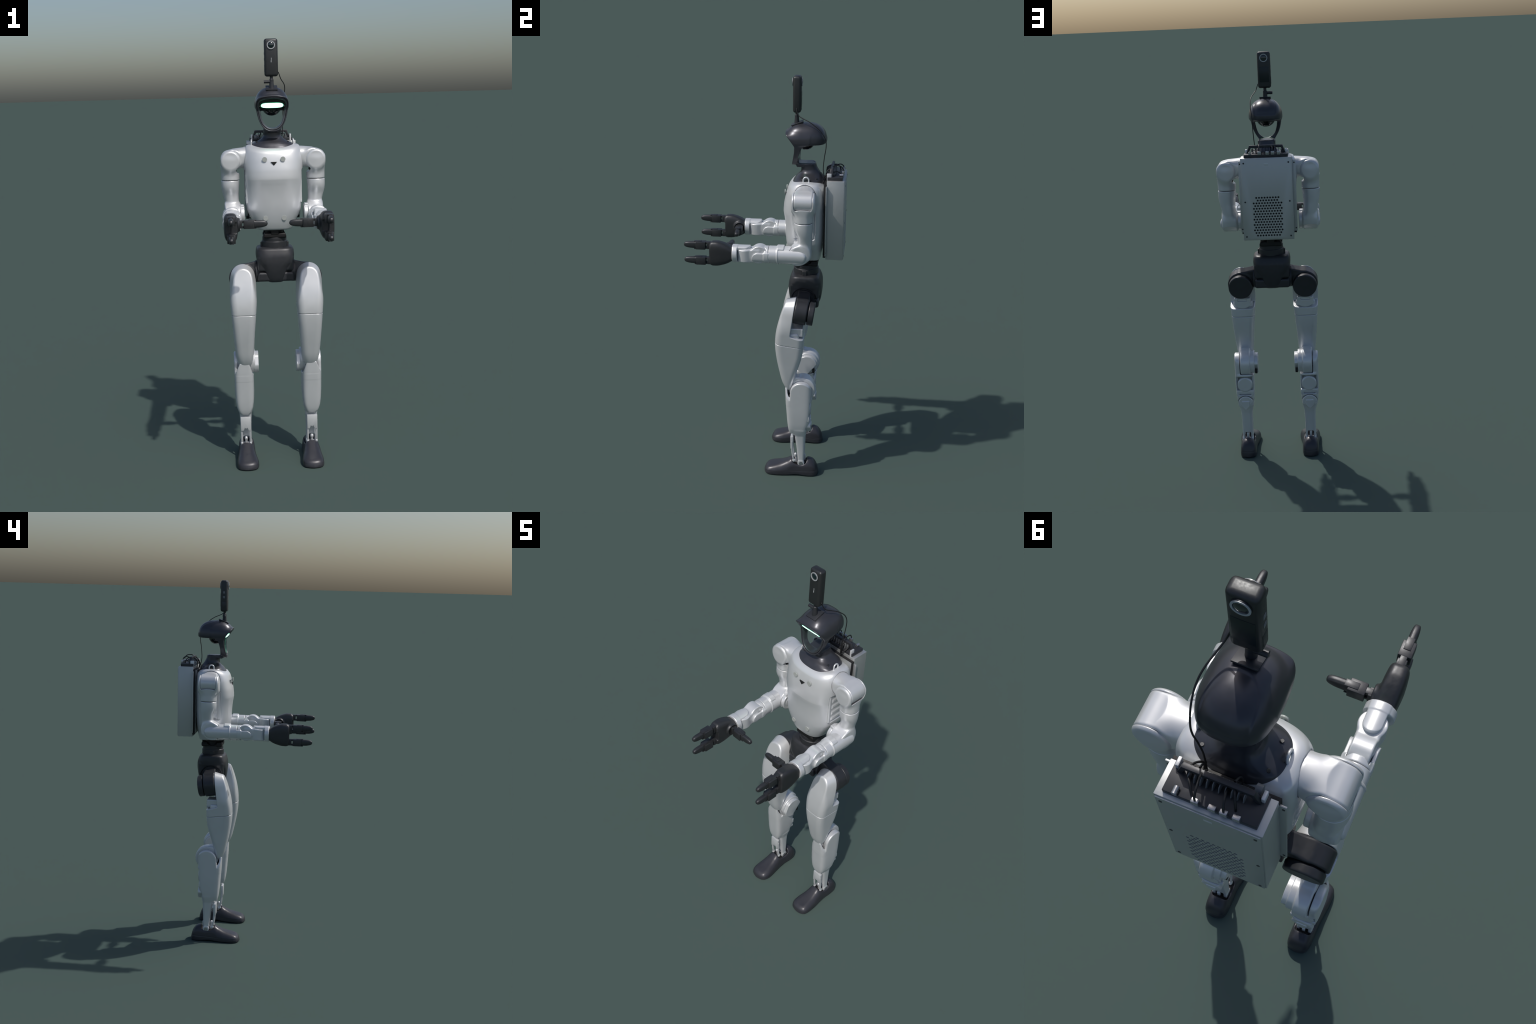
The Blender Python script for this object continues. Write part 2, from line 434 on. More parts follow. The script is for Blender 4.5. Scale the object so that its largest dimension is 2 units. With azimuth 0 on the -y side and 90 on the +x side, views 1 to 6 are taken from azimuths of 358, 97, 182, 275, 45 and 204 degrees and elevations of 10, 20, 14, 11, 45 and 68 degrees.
def helmet_f(P):
    x, y, z = P.T
    plan = np.abs(x / .0765) ** 2.8 + np.abs((y - .1855) / np.where(y < .1855, .1015, .0945)) ** 2.8
    d = ((plan ** (2.3 / 2.8) + np.abs((z - 1.7055) / .0805) ** 2.3) ** (1 / 2.3) - 1) * .0765
    # rear panel, slightly sunk behind a soft arc
    rp = (np.abs(x / .050) ** 2.4 + np.abs((y - .245) / .071) ** 2.4) ** (1 / 2.4)
    d = d + .0016 * np.clip((1.04 - rp) / .08, 0, 1) * np.clip((z - 1.715) / .01, 0, 1)
    d = smax(d, 1.689 - z, .014)
    d = smax(d, (face_y(z) + .0015 - y) * .75, .013)
    ring = smax(egg_out(x, z), np.maximum((face_y(z) - y) * .8, (y - ring_back(z)) * .8), .004)
    chin = box(P, (0, .180, 1.588), (.0385, .040, .0095), .006)
    d = smin(smin(d, ring, .012), chin, .008)
    cav = smax(egg_in(x, z) + np.clip(y - .120, 0, .05) * .10, (y - visor_y(z)) * .6, .003)
    d = cut(d, cav, .004)
    seat = np.maximum(egg_in(x, z) - .0090, (y - face_y(z)) * .8 - .0060)       # seat of the face rim
    return cut(d, np.maximum(seat, -(y - face_y(z)) * .8 - .03), .0015)
helmet = field("head", helmet_f, (-.08, .085, 1.577), (.08, .283, 1.79), M_DARK, h=.0017)
def rim_f(P):
    x, y, z = P.T
    e = egg_in(x, z)
    e2 = -(e + np.clip(y - .120, 0, .05) * .10)
    return smax(np.maximum(e - .0080, e2), np.maximum((face_y(z) - .0004 - y) * .8, (y - face_y(z) - .0200) * .8), .0022)
field("face_rim", rim_f, (-.073, .085, 1.585), (.073, .158, 1.748), M_DARK, helmet, h=.0015)
def visor_f(P):
    x, y, z = P.T
    return smax(np.maximum(egg_in(x, z) - .002, 1.6815 - z), np.maximum((visor_y(z) - y) * .7, (y - visor_y(z) - .010) * .7), .002)
field("visor_panel", visor_f, (-.066, .090, 1.679), (.066, .175, 1.742), M_SENSOR, helmet, h=.0015)
def light_f(P):
    x, y, z = P.T
    face = (np.abs(x / .0515) ** 3 + np.abs((z - 1.7025) / .0112) ** 3) ** (1 / 3) * .0112 - .0112
    return smax(face, np.abs(y - visor_y(z) + .0008) * .6 - .0020, .002)
field("light_bar", light_f, (-.054, .10, 1.687), (.054, .15, 1.718), M_LIGHT, helmet, h=.0012)
field("sensor_dome", lambda P: smax(ellipsoid(P, (0, .181, 1.6985), (.0450, .0430, .0435)), P[:, 2] - 1.692), (-.046, .135, 1.652), (.046, .228, 1.695), M_SENSOR, helmet)

# =================================================================== HEAD CAMERA
camera = block("action_camera", (0, .1395, 1.916), (.0308, .0188, .0840), M_CAM, bev=.011, seg=4)
for sgn, yc in ((-1, .1207), (1, .1583)):
    lo, hi = sorted((yc, yc + sgn * .0042))
    disc("lens_ring", 1, (0, 1.971), .0186, lo, hi, M_RING, camera, bev=.0012, Rin=.0146)
    add_obj("lens_barrel", tube_mesh("lens_barrel", 1, (0, 1.971), .0196, *sorted((yc - sgn * .002, yc + sgn * .0024)), bev=.0008), M_CAM, camera)
    field("lens_glass", lambda P, yc=yc, sgn=sgn: smax(ellipsoid(P, (0, yc, 1.971), (.0150, .0062, .0150)), -(P[:, 1] - yc + sgn * .001) * sgn, .001),
          (-.016, yc - .007, 1.955), (.016, yc + .007, 1.987), M_GLASS, camera, h=.001)
block("screen", (0, .1580, 1.895), (.0225, .0010, .0355), M_SCREEN, camera, bev=.0005)
block("logo_dash", (.0005, .1206, 1.9045), (.0011, .0005, .0100), M_RING, camera, bev=.0003)
block("logo_dash", (-.0012, .1206, 1.8985), (.0008, .0005, .0040), M_RING, camera, bev=.0003)
for z in (1.9345, 1.9095):
    block("side_button", (-.0308, .1395, z), (.0008, .0055, .0058), M_GREY, camera, bev=.0005)
block("side_door", (-.0304, .1395, 1.868), (.0008, .0100, .0160), M_CAM, camera, bev=.0004)
def pole_f(P):
    d = cyl(P, 2, (0, .1375), .0072, 1.79, 1.835, .001)
    d = smin(d, cyl(P, 2, (0, .1375), .0098, 1.765, 1.8195, .002), .003)
    z = P[:, 2]
    cone = (np.hypot(P[:, 0], P[:, 1] - .1375) - (.0092 + np.clip(1.806 - z, 0, .04) * .11)) * .95
    return smin(d, smax(cone, np.maximum(z - 1.806, 1.765 - z), .002), .002)
pole = field("mount_pole", pole_f, (-.016, .122, 1.763), (.016, .153, 1.837), M_SATIN, h=.0014)
disc("clamp_knob", 0, (.1375, 1.809), .0072, -.0345, -.004, M_SATIN, pole, bev=.001, seg=24)
tilt = Matrix.Rotation(math.radians(20.5), 4, 'X')
block("mount_plate", (0, .1400, 1.7815), (.0265, .0285, .0019), M_SATIN, pole, rot=tilt, bev=.0007)
block("mount_pad", (0, .1412, 1.7755), (.0235, .0255, .0042), M_BLACK, pole, rot=tilt, bev=.0007)
cable("camera_cable", [(.0300, .1385, 1.853), (.0335, .139, 1.8475), (.044, .1525, 1.8205), (.0605, .199, 1.799), (.0662, .229, 1.779), (.0650, .257, 1.7515),
                       (.0608, .2765, 1.717), (.0588, .279, 1.680), (.0572, .272, 1.633), (.0536, .2675, 1.582), (.050, .270, 1.553), (.045, .277, 1.528), (.040, .283, 1.50)],
      .0021, M_CABLE)

# =================================================================== BACKPACK
pack = block("backpack", (0, .3295, 1.3435), (.1170, .0405, .1915), M_METAL, bev=.0015)
def back_cover():
    me = block_mesh("back_cover", (0, .3715, 1.3430), (.1135, .0018, .1870), bev=.0008)
    rows = [9, 8] + [11, 10] * 6 + [9]
    bm = bmesh.new(); z = 1.3520
    centres = []
    for k in rows:
        for i in range(k): centres.append(((i - (k - 1) / 2) * .01275, z))
        z -= .01268
    for cx, cz in centres:
        bmesh.ops.create_cone(bm, cap_ends=True, segments=14, radius1=.0046, radius2=.0046, depth=.02,
                              matrix=Matrix.Translation((cx, .3715, cz)) @ Matrix.Rotation(math.pi / 2, 4, 'X'))
    cm = bpy.data.meshes.new("cutter"); bm.to_mesh(cm); bm.free()
    o = bpy.data.objects.new("plate_tmp", me); c = bpy.data.objects.new("cutter", cm)
    for q in (o, c): bpy.context.scene.collection.objects.link(q)
    md = o.modifiers.new("holes", 'BOOLEAN'); md.operation = 'DIFFERENCE'; md.object = c; md.solver = 'EXACT'
    dg = bpy.context.evaluated_depsgraph_get()
    res = bpy.data.meshes.new_from_object(o.evaluated_get(dg)); res.name = "back_cover"
    for q in (o, c): bpy.data.objects.remove(q)
    for p in res.polygons: p.use_smooth = True
    res.set_sharp_from_angle(angle=math.radians(30))
    cover = add_obj("back_cover", res, M_METAL, pack)
    block("grille_backing", (0, .3699, 1.263), (.070, .0005, .096), M_BLACK, pack, bev=.0)
    return cover
cover = back_cover()
for z in (1.5125, 1.333, 1.170):
    disc("screw", 1, (.1025, z), .0040, .3728, .3742, M_SATIN, pack, True, bev=.0005, seg=18)
block("name_plate", (0, .3734, 1.5055), (.0095, .0004, .0042), M_WHITE, pack, bev=.0002)
block("mounting_strip", (.1245, .2880, 1.3425), (.0085, .0024, .1690), M_METAL, pack, True, bev=.0008)
for z in (1.498, 1.188):
    disc("screw", 1, (.1265, z), .0034, .2898, .2914, M_SATIN, pack, True, bev=.0004, seg=16)
block("rear_bracket", (0, .2825, 1.345), (.1180, .0065, .176), M_BLACK, pack, bev=.001)
block("bracket_plate", (0, .2765, 1.345), (.1130, .0012, .1725), M_METAL, pack, bev=.0006)
block("bracket_foot", (.1225, .2830, 1.171), (.0065, .0060, .006), M_BLACK, pack, True, bev=.001)
ports = block("port_panel", (0, .3255, 1.5425), (.1010, .0350, .0075), M_SATIN, pack, bev=.0012)
for x in (.0285, -.0075, -.0320, -.0590):
    block("cable_connector", (x, .3600, 1.5555), (.0078, .0052, .0080), M_STEEL, pack, bev=.0008)
disc("round_port", 1, (.0735, 1.5555), .0062, .345, .362, M_STEEL, pack, bev=.0008, seg=24)
block("latch_tab", (.0915, .2985, 1.5480), (.0042, .0105, .0180), M_WHITE, pack, True, bev=.0018)
prism("carry_handle", 1, [(.0910, 1.546), (.0765, 1.5855), (-.0765, 1.5855), (-.0910, 1.546), (-.0810, 1.546), (-.0695, 1.5735), (.0695, 1.5735), (.0810, 1.546)],
      .3035, .3150, M_SATIN, pack, bev=.0008)
fin = prism_mesh("cooling_fin", 0, [(.296, 1.549), (.322, 1.549), (.3275, 1.558), (.3215, 1.5735), (.300, 1.5765)], -.0009, .0009, .0003)
for i in range(10):
    add_obj("cooling_fin", fin.copy(), M_GREY, pack).location.x = .060 - i * .0131  # paler grey than the port panel, to paint the light caught along fin edges
cb = [[(.0285, .360, 1.566), (.0290, .358, 1.576), (.030, .347, 1.587), (.032, .330, 1.590), (.034, .316, 1.588), (.036, .300, 1.570), (.038, .288, 1.545)],
      [(-.0320, .360, 1.566), (-.0310, .357, 1.575), (-.028, .345, 1.583), (-.024, .328, 1.580), (-.020, .310, 1.566), (-.018, .296, 1.552)],
      [(-.050, .345, 1.549), (-.049, .342, 1.562), (-.044, .332, 1.576), (-.038, .316, 1.578), (-.034, .300, 1.565), (-.034, .286, 1.545)],
      [(.050, .268, 1.529), (.058, .277, 1.545), (.064, .288, 1.556), (.066, .300, 1.562), (.062, .318, 1.567), (.050, .335, 1.566), (.040, .350, 1.554)],
      [(.044, .300, 1.578), (.046, .286, 1.564), (.047, .280, 1.545), (.048, .283, 1.515)],
      [(-.030, .300, 1.578), (-.032, .284, 1.566), (-.034, .279, 1.548), (-.034, .283, 1.515)]]
for p in cb: cable("power_cable", p, .0026, M_CABLE, pack)
disc("cable_reel", 0, (.2875, 1.552), .0120, -.082, -.068, M_GREY, pack, bev=.003, seg=28)

# =================================================================== SHOULDER AND UPPER ARM
def housing_f(P):
    d = cyl(P, 1, (.1960, 1.4570), .0474, .140, .240, .002)
    d = smin(d, cyl(P, 0, (.190, 1.466), .0500, .100, .190, .002), .020)
    top = P[:, 2] - (1.5165 - np.clip(P[:, 0] - .13, 0, .09) * .16)
    d = smax(d, top, .012)
    d = smax(d, np.abs(P[:, 1] - .190) - (.0428 + .0045 * np.clip((.182 - P[:, 0]) / .022, 0, 1)), .006)
    return smax(d, .1185 - P[:, 0], .002)
housing = field("shoulder_housing", housing_f, (.116, .140, 1.405), (.246, .240, 1.522), M_WHITE, None, True, .0018)
def upper_arm_f(P):
    x, y, z = P.T
    R = .0478
    d = cyl(P, 1, (.1980, 1.4540), .0470, .1360, .2440, .012)
    zc = np.clip(z, 1.3, 1.42)
    sleeve = smax(loft(P, 2, const(.2000), const(.0432), const(.1910), const(.0435), 2.1), z - 1.455, .020)
    d = smin(d, sleeve, .030)
    d = smax(d, x - .2445, .006)
    win = smax(cyl(P, 1, (.1985, 1.4575), .0520, .1465, .2335, .012), -(z - 1.408), .010)
    win = np.minimum(win, box(P, (.150, .190, 1.466), (.050, .0435, .060), .006))
    d = cut(d, win, .003)
    d = cut(d, cyl(P, 1, (.158, 1.407), .0135, .10, .28, .002), .003)          # armpit notch
    return smax(d, 1.3635 - z, .003)
upper = field("upper_arm", upper_arm_f, (.145, .134, 1.360), (.248, .246, 1.508), M_WHITE, None, True, .0018)
block("joint_core", (.196, .190, 1.410), (.026, .032, .02), M_BLACK, upper, True, bev=.004)
a_x = spline((1.20, .194), (1.25, .1945), (1.27, .1965), (1.30, .2005), (1.36, .2005))
a_hx = spline((1.20, .0340), (1.25, .0335), (1.27, .0340), (1.305, .0385), (1.335, .0415), (1.362, .0425))
a_y = spline((1.20, .1960), (1.25, .1980), (1.27, .1980), (1.295, .1965), (1.32, .1920), (1.36, .1915))
a_hy = spline((1.20, .0300), (1.25, .0330), (1.27, .0335), (1.295, .0350), (1.32, .0410), (1.36, .0425))
def lower_sleeve_f(P):
    z = P[:, 2]
    d = smax(loft(P, 2, a_x, a_hx, a_y, a_hy, 2.15), np.maximum(z - 1.3605, 1.19 - z), .003)
    hub = cyl(P, 0, (.1665, 1.2005), .0460, .1590, .2255, .003)
    back = cyl(P, 0, (.1830, 1.2100), .0430, .1600, .2260, .004)
    return smin(smin(d, hub, .016), back, .016)
elbow = field("elbow", lower_sleeve_f, (.150, .115, 1.150), (.246, .238, 1.363), M_WHITE, None, True, .0018)
def inner_cap_f(P):
    d = cyl(P, 0, (.1665, 1.2005), .0435, .1385, .1580, .004)
    d = cut(d, cyl(P, 0, (.1665, 1.2005), .0330, .130, .1400, .001), .002)
    d = smin(d, cyl(P, 0, (.1665, 1.2005), .0250, .1380, .1580, .002), .002)
    return smin(d, box(P, (.1500, .1560, 1.2420), (.009, .014, .0075), .003), .003)
field("elbow_cap", inner_cap_f, (.134, .118, 1.152), (.162, .214, 1.254), M_WHITE, elbow, True, .0018)

# =================================================================== FOREARM AND WRIST
WX, WZ = .1985, 1.1975
def forearm_f(P):
    x, y, z = P.T
    tube = np.maximum(np.hypot(x - WX, z - WZ) - .0432, .0720 - y)
    end = np.hypot(np.maximum(y - .1620, 0), z - 1.1985) - .0462
    d = smax(tube, end, .014)                                        # pipe that ends as a round elbow
    return cut(d, cyl(P, 0, (.1665, 1.2005), .0475, .05, .2265, .002), .003)
forearm = field("forearm", forearm_f, (.150, .068, 1.148), (.246, .216, 1.252), M_WHITE, None, True, .0018)
def collar_f(P):
    x, y, z = P.T
    d = cyl(P, 1, (WX, WZ), .0448, .0690, .0765, .0015)
    tab = cyl(P, 1, (WX, WZ), .0478, .0700, .1030, .003)
    tab = smax(tab, np.maximum((1.2120 - z), np.abs(x - WX) - .030), .004)
    d = smin(d, tab, .003)
    return smin(d, cyl(P, 1, (WX, WZ), .0415, .0315, .075, .0015), .002)
field("forearm_collar", collar_f, (.150, .028, 1.150), (.248, .106, 1.248), M_WHITE, forearm, True, .0018)
def fork_f(P):
    x, y, z = P.T
    d = cyl(P, 1, (WX, WZ), .0412, .0105, .0295, .002)
    Q = P.copy(); Q[:, 0] = np.abs(P[:, 0] - WX)
    arm = smax(capsule(np.stack([0 * x, y, z], 1), (0, -.0185, 1.1845), (0, .03, 1.1845), .0285),
               np.abs(Q[:, 0] - .0345) - .0055, .003)
    arm = smax(arm, np.hypot(Q[:, 0], z - WZ) - .0425, .004)
    d = smin(d, arm, .008)
    return cut(d, cyl(P, 0, (-.0135, WZ), .0440, WX - .0290, WX + .0290, .002), .003)
field("wrist_fork", fork_f, (.150, -.050, 1.150), (.246, .033, 1.245), M_WHITE, forearm, True, .0018)
def link_f(P):
    x, y, z = P.T
    rear = cyl(P, 0, (-.0130, 1.2010), .0415, WX - .0275, WX + .0275, .004)
    front = cyl(P, 2, (WX, -.0835), .0370, 1.1640, 1.2230, .004)
    mid = box(P, (WX, -.046, 1.1935), (.0265, .034, .0290), .004)
    return smin(smin(rear, front, .010), mid, .014)
link = field("wrist_link", link_f, (.158, -.122, 1.155), (.239, .032, 1.246), M_WHITE, None, True, .0018)
def cap_f(P):
    x, y, z = P.T
    outer = cyl(P, 1, (WX + .003, WZ + .001), .0412, -.1405, -.045, .003)
    stad = np.hypot(x - WX, np.maximum(y + .0805, 0)) - .0255
    tongue = smax(np.maximum(stad, 1.2205 - z), outer, .003)
    low = smax(np.maximum(stad, z - 1.1655), outer, .003)
    ring = smax(outer, y + .1165, .003)
    Q = np.abs(x - WX)
    side_c = cyl(P, 2, (WX, -.0835), .0385, 1.10, 1.30, .002)
    d = smin(smin(ring, tongue, .005), low, .005)
    return cut(d, smax(side_c, np.abs(z - 1.1935) - .0285, .003), .002)
cap = field("wrist_cap", cap_f, (.156, -.144, 1.154), (.246, -.050, 1.244), M_WHITE, link, True, .0018)

# =================================================================== HAND
p_top = prof((-.252, 1.242), (-.245, 1.2505), (-.232, 1.2565), (-.215, 1.2570), (-.19, 1.2520), (-.165, 1.2425), (-.137, 1.2280), (-.12, 1.226))
p_bot = prof((-.252, 1.150), (-.245, 1.1410), (-.232, 1.1365), (-.215, 1.1370), (-.185, 1.1435), (-.16, 1.1530), (-.137, 1.1660), (-.12, 1.170))
p_out = prof((-.252, .230), (-.24, .2345), (-.20, .2375), (-.16, .2360), (-.13, .2320))
p_in = prof((-.252, .184), (-.24, .1800), (-.20, .1775), (-.16, .1760), (-.13, .1800))
def palm_f(P):
    x, y, z = P.T
    d = loft(P, 1, lambda t: (p_out(t) + p_in(t)) / 2, lambda t: (p_out(t) - p_in(t)) / 2,
             lambda t: (p_top(t) + p_bot(t)) / 2, lambda t: (p_top(t) - p_bot(t)) / 2, 3.6)
    d = smax(d, np.maximum(-.2490 - y, y + .132), .004)
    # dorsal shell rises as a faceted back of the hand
    boss = cyl(P, 0, (-.1680, 1.2000), .0290, .1670, .2000, .004)
    d = smin(d, boss, .010)
    d = cut(d, cyl(P, 0, (-.1680, 1.2000), .0235, .150, .1740, .002), .002)
    d = cut(d, box(P, (.180, -.254, 1.1965), (.030, .011, .0240), .004), .003)   # web between the fingers
    return d
hand = field("hand", palm_f, (.164, -.253, 1.132), (.241, -.130, 1.260), M_HAND, None, True, .0017)
def tip_mesh(name):
    """finger end: tapering, rounded bullet along -y, local origin at its root"""
    hx = prof((-.064, .0040), (-.060, .0075), (-.050, .0100), (-.035, .0112), (0.0, .0115))
    top = prof((-.064, .0040), (-.058, .0110), (-.045, .0150), (-.03, .0165), (0.0, .0170))
    bot = prof((-.064, -.0030), (-.058, -.0090), (-.045, -.0135), (-.03, -.0158), (0.0, -.0170))
    def f(P):
        d = loft(P, 1, const(0.0), hx, lambda t: (top(t) + bot(t)) / 2, lambda t: (top(t) - bot(t)) / 2, 2.8)
        d = smax(d, np.maximum(-.0635 - P[:, 1], P[:, 1]), .004)
        # narrow tongue back to the knuckle
        return smin(d, box(P, (0, .010, 0.0), (.0085, .018, .0165), .003), .002)
    return field_mesh(name, f, (-.013, -.066, -.019), (.013, .030, .019), .0015)
tip = tip_mesh("finger_tip")
def place(me, name, mat, parent, M):
    m2 = me.copy(); m2.transform(M); m2.name = name
    return add_obj(name, m2, mat, parent, True)
mid_link = block_mesh("finger_segment", (0, -.0225, -.0005), (.0178, .0228, .0182), bev=.0022)
root_link = block_mesh("finger_root", (0, -.006, 0), (.0128, .0100, .0165), bev=.002)
bridge = block_mesh("finger_pin", (0, 0, 0), (.0085, .0200, .0048), bev=.001)
def finger(M):
    place(tip, "finger_tip", M_HAND, hand, M @ Matrix.Translation((.0010, -.0640, 0)))
    place(mid_link, "finger_segment", M_HAND, hand, M @ Matrix.Translation((.0005, -.0230, 0)))
    place(root_link, "finger_root", M_HAND, hand, M)
    for z in (.0122, -.0122):
        place(bridge, "finger_pin", M_HAND, hand, M @ Matrix.Translation((0, -.014, z)))
    for z in (.0180, -.0185):
        place(block_mesh("knuckle_plate", (.0, -.0600, z), (.0095, .0180, .0014), bev=.0006), "knuckle_plate", M_HAND, hand, M)
for z in (1.2345, 1.1585): finger(Matrix.Translation((.2060, -.2450, z)))
finger(Matrix.Translation((.1740, -.1645, 1.2010)) @ Matrix.Rotation(math.radians(-90), 4, 'Z'))

# =================================================================== WAIST AND PELVIS
def waist_f(P):
    x, y, z = P.T
    d = cyl(P, 2, (0, .189), .0610, 1.030, 1.0720, .002)
    Q = P.copy(); Q[:, 0] = np.abs(x)
    d = smin(d, box(Q, (.0590, .186, 1.0500), (.0075, .0105, .0165), .002), .002)
    d = smin(d, cyl(P, 2, (0, .189), .0570, 1.065, 1.0920, .002), .001)
    return smin(d, cyl(P, 2, (0, .189), .0635, 1.028, 1.0365, .002), .001)
waist = field("waist_joint", waist_f, (-.070, .122, 1.024), (.070, .256, 1.096), M_SATIN)
def yoke_f(P):
    x, y, z = P.T
    out = box(P, (0, .190, 1.1020), (.0545, .0585, .0125), .008)
    d = smax(out, (np.abs(x) - (.0545 - np.clip(z - 1.100, 0, .03) * .5)), .003)
    d = cut(d, cyl(P, 0, (.189, 1.1250), .0300, -.1, .1, .003), .004)
    d = smin(d, cyl(P, 2, (0, .189), .0420, 1.08, 1.120, .002), .002)
    return smin(d, box(P, (0, .189, 1.1200), (.0170, .060, .0120), .002), .002)
field("waist_yoke", yoke_f, (-.058, .126, 1.076), (.058, .254, 1.135), M_BLACK, waist)
pl_half = prof((.870, .028), (.882, .040), (.907, .047), (.930, .053), (.952, .0640), (.975, .0830), (.992, .0890), (1.01, .0900), (1.04, .0870), (1.05, .086))
pl_front = prof((.870, .128), (.885, .120), (.91, .1115), (.94, .1070), (.97, .1055), (1.00, .1075), (1.03, .1165), (1.05, .126))
pl_back = prof((.870, .238), (.885, .252), (.91, .2640), (.94, .2690), (.97, .2710), (1.00, .2700), (1.03, .2610), (1.05, .250))
def pelvis_f(P):
    x, y, z = P.T
    d = loft(P, 2, const(0.0), pl_half, lambda t: (pl_front(t) + pl_back(t)) / 2, lambda t: (pl_back(t) - pl_front(t)) / 2, 4.2)
    d = smax(d, np.maximum(z - 1.0455, .877 - z), .014)
    Q = P.copy(); Q[:, 0] = np.abs(x)
    mot = box(P, (0, .189, .969), (.0855, .0700, .0375), .014)
    d = smin(d, mot, .004)
    return cut(d, cyl(Q, 0, (.186, .9250), .0600, .079, .12, .002), .004)
pelvis = field("pelvis", pelvis_f, (-.093, .100, .872), (.093, .275, 1.050), M_SATIN)
def hip_motor_f(P):
    Q = P.copy(); Q[:, 0] = np.abs(P[:, 0])
    d = box(P, (0, .189, .907), (.0850, .0690, .0228), .012)
    return cut(d, cyl(Q, 0, (.186, .9250), .0600, .079, .12, .002), .004)
field("hip_motor_block", hip_motor_f, (-.088, .116, .880), (.088, .262, .933), M_SATIN, pelvis)
disc("hip_flange", 0, (.186, .9250), .0520, .076, .0935, M_SATIN, pelvis, True, bev=.002)

HT = math.radians(8.0)
HC = np.array([.1565, .1800, .8960])
def hip_local(P):
    """rotate about x so that the drum axis is y"""
    q = P - HC; c, s = math.cos(HT), math.sin(HT)
    return np.stack([q[:, 0], c * q[:, 1] - s * q[:, 2], s * q[:, 1] + c * q[:, 2]], 1)
def hip_link_f(P):
    L = hip_local(P)
    drum = cyl(L, 1, (0, 0), .0635, -.0310, .0310, .006)
    arm = box(L, (-.0320, 0, .0430), (.0420, .0305, .0430), .008)
    slope = (L[:, 2] - (.0640 - (L[:, 0] + .0) * .22)) * .97
    arm = smax(arm, slope, .008)
    return smin(drum, arm, .012)
hip = field("hip_link", hip_link_f, (.078, .128, .825), (.226, .232, 1.01), M_SATIN, None, True)
def hip_cap_f(P):
    L = hip_local(P)
    return smin(cyl(L, 1, (0, -.002), .0585, .0340, .0640, .006), cyl(L, 1, (0, -.002), .0450, .02, .04, .001), .001)
field("hip_drum_cap", hip_cap_f, (.090, .195, .820), (.222, .262, .965), M_SATIN, hip, True)

# =================================================================== THIGH
th_front = spline((.450, .1340), (.489, .1055), (.561, .0810), (.640, .0655), (.735, .0567), (.815, .0650), (.880, .0820), (.930, .0985), (.975, .1130))
th_back = spline((.450, .136), (.517, .1490), (.597, .1690), (.660, .1870), (.735, .1950), (.83, .1965), (.985, .197))
THIGH = Outline([(.155, .452), (.172, .456), (.187, .470), (.1960, .510), (.2020, .560), (.2080, .640), (.2140, .727), (.2200, .815), (.2205, .880), (.2155, .915),
                 (.2040, .942), (.1830, .9605), (.1560, .9670), (.1290, .9605), (.1075, .942), (.0960, .915), (.0915, .880), (.0925, .815), (.0995, .727),
                 (.1070, .640), (.1120, .560), (.1160, .510), (.1235, .470), (.138, .456)])
def thigh_all(P):
    x, y, z = P.T
    up = np.clip((z - .79) / .12, 0, 1); up = up * up * (3 - 2 * up)
    side = THIGH(x, z) + np.clip(.155 - y, 0, .07) * .27 * up            # drafted crown at the top
    d = smax(side, (th_front(z) - y) * .95, .034 - .027 * up)
    d = smax(d, (y - th_back(z)) * .95, .030)
    L = hip_local(P)
    # clearance for the hip drum: everything behind its front face, above a sloping floor
    floor = z - (.7800 - (y - .14) * .30)
    return cut(d, smax(-(L[:, 1] + .0330), -floor, .010), .003)
def seam(P): return P[:, 2] - (.7380 - (P[:, 1] - .06) * .12)
field("thigh", lambda P: smax(thigh_all(P), .0007 - seam(P), .0015), (.086, .052, .715), (.224, .200, .978), M_WHITE, None, True)
lower_thigh = field("thigh", lambda P: smax(thigh_all(P), seam(P) + .0007, .0015), (.092, .052, .454), (.218, .200, .742), M_WHITE, None, True)
def thigh_core_f(P):
    x, y, z = P.T
    d = box(P, (.1555, .163, .790), (.0405, .0310, .030), .006)
    d = smax(d, (np.hypot(x - .1555, z - .820) - .055) * .9, .004)
    return cut(d, box(P, (.1555, .196, .8080), (.0230, .008, .0055), .001), .002)
field("thigh_core", thigh_core_f, (.110, .128, .755), (.200, .198, .824), M_WHITE, lower_thigh, True)
block("thigh_filler", (.1550, .150, .765), (.0480, .024, .03), M_WHITE, lower_thigh, True, bev=.01, seg=3)

# =================================================================== KNEE
def knee_f(P):
    x, y, z = P.T
    d = cyl(P, 0, (.190, .4830), .0650, .1310, .1785, .006)
    d = smin(d, box(P, (.1550, .156, .525), (.0230, .024, .026), .008), .012)
    d = smin(d, cyl(P, 0, (.190, .4850), .0570, .1080, .135, .004), .003)
    return d
knee = field("knee_housing", knee_f, (.104, .112, .425), (.200, .262, .650), M_WHITE, None, True)
def knee_cover_f(P):
    x, y, z = P.T
    d = cyl(P, 0, (.190, .4780), .0525, .0915, .1110, .002)
    d = smax(d, ((y - .190) * .77 - (z - .478) * .64) - .0335, .002)      # flat on the rear lower edge
    d = smax(d, (-(y - .190) * .93 - (z - .478) * -.36) - .0475, .002)
    return d
field("knee_motor_cover", knee_cover_f, (.089, .134, .422), (.114, .246, .534), M_WHITE, knee, True, .0017)
block("cover_slot", (.1010, .2245, .4480), (.006, .006, .011), M_BLACK, knee, True, bev=.001)

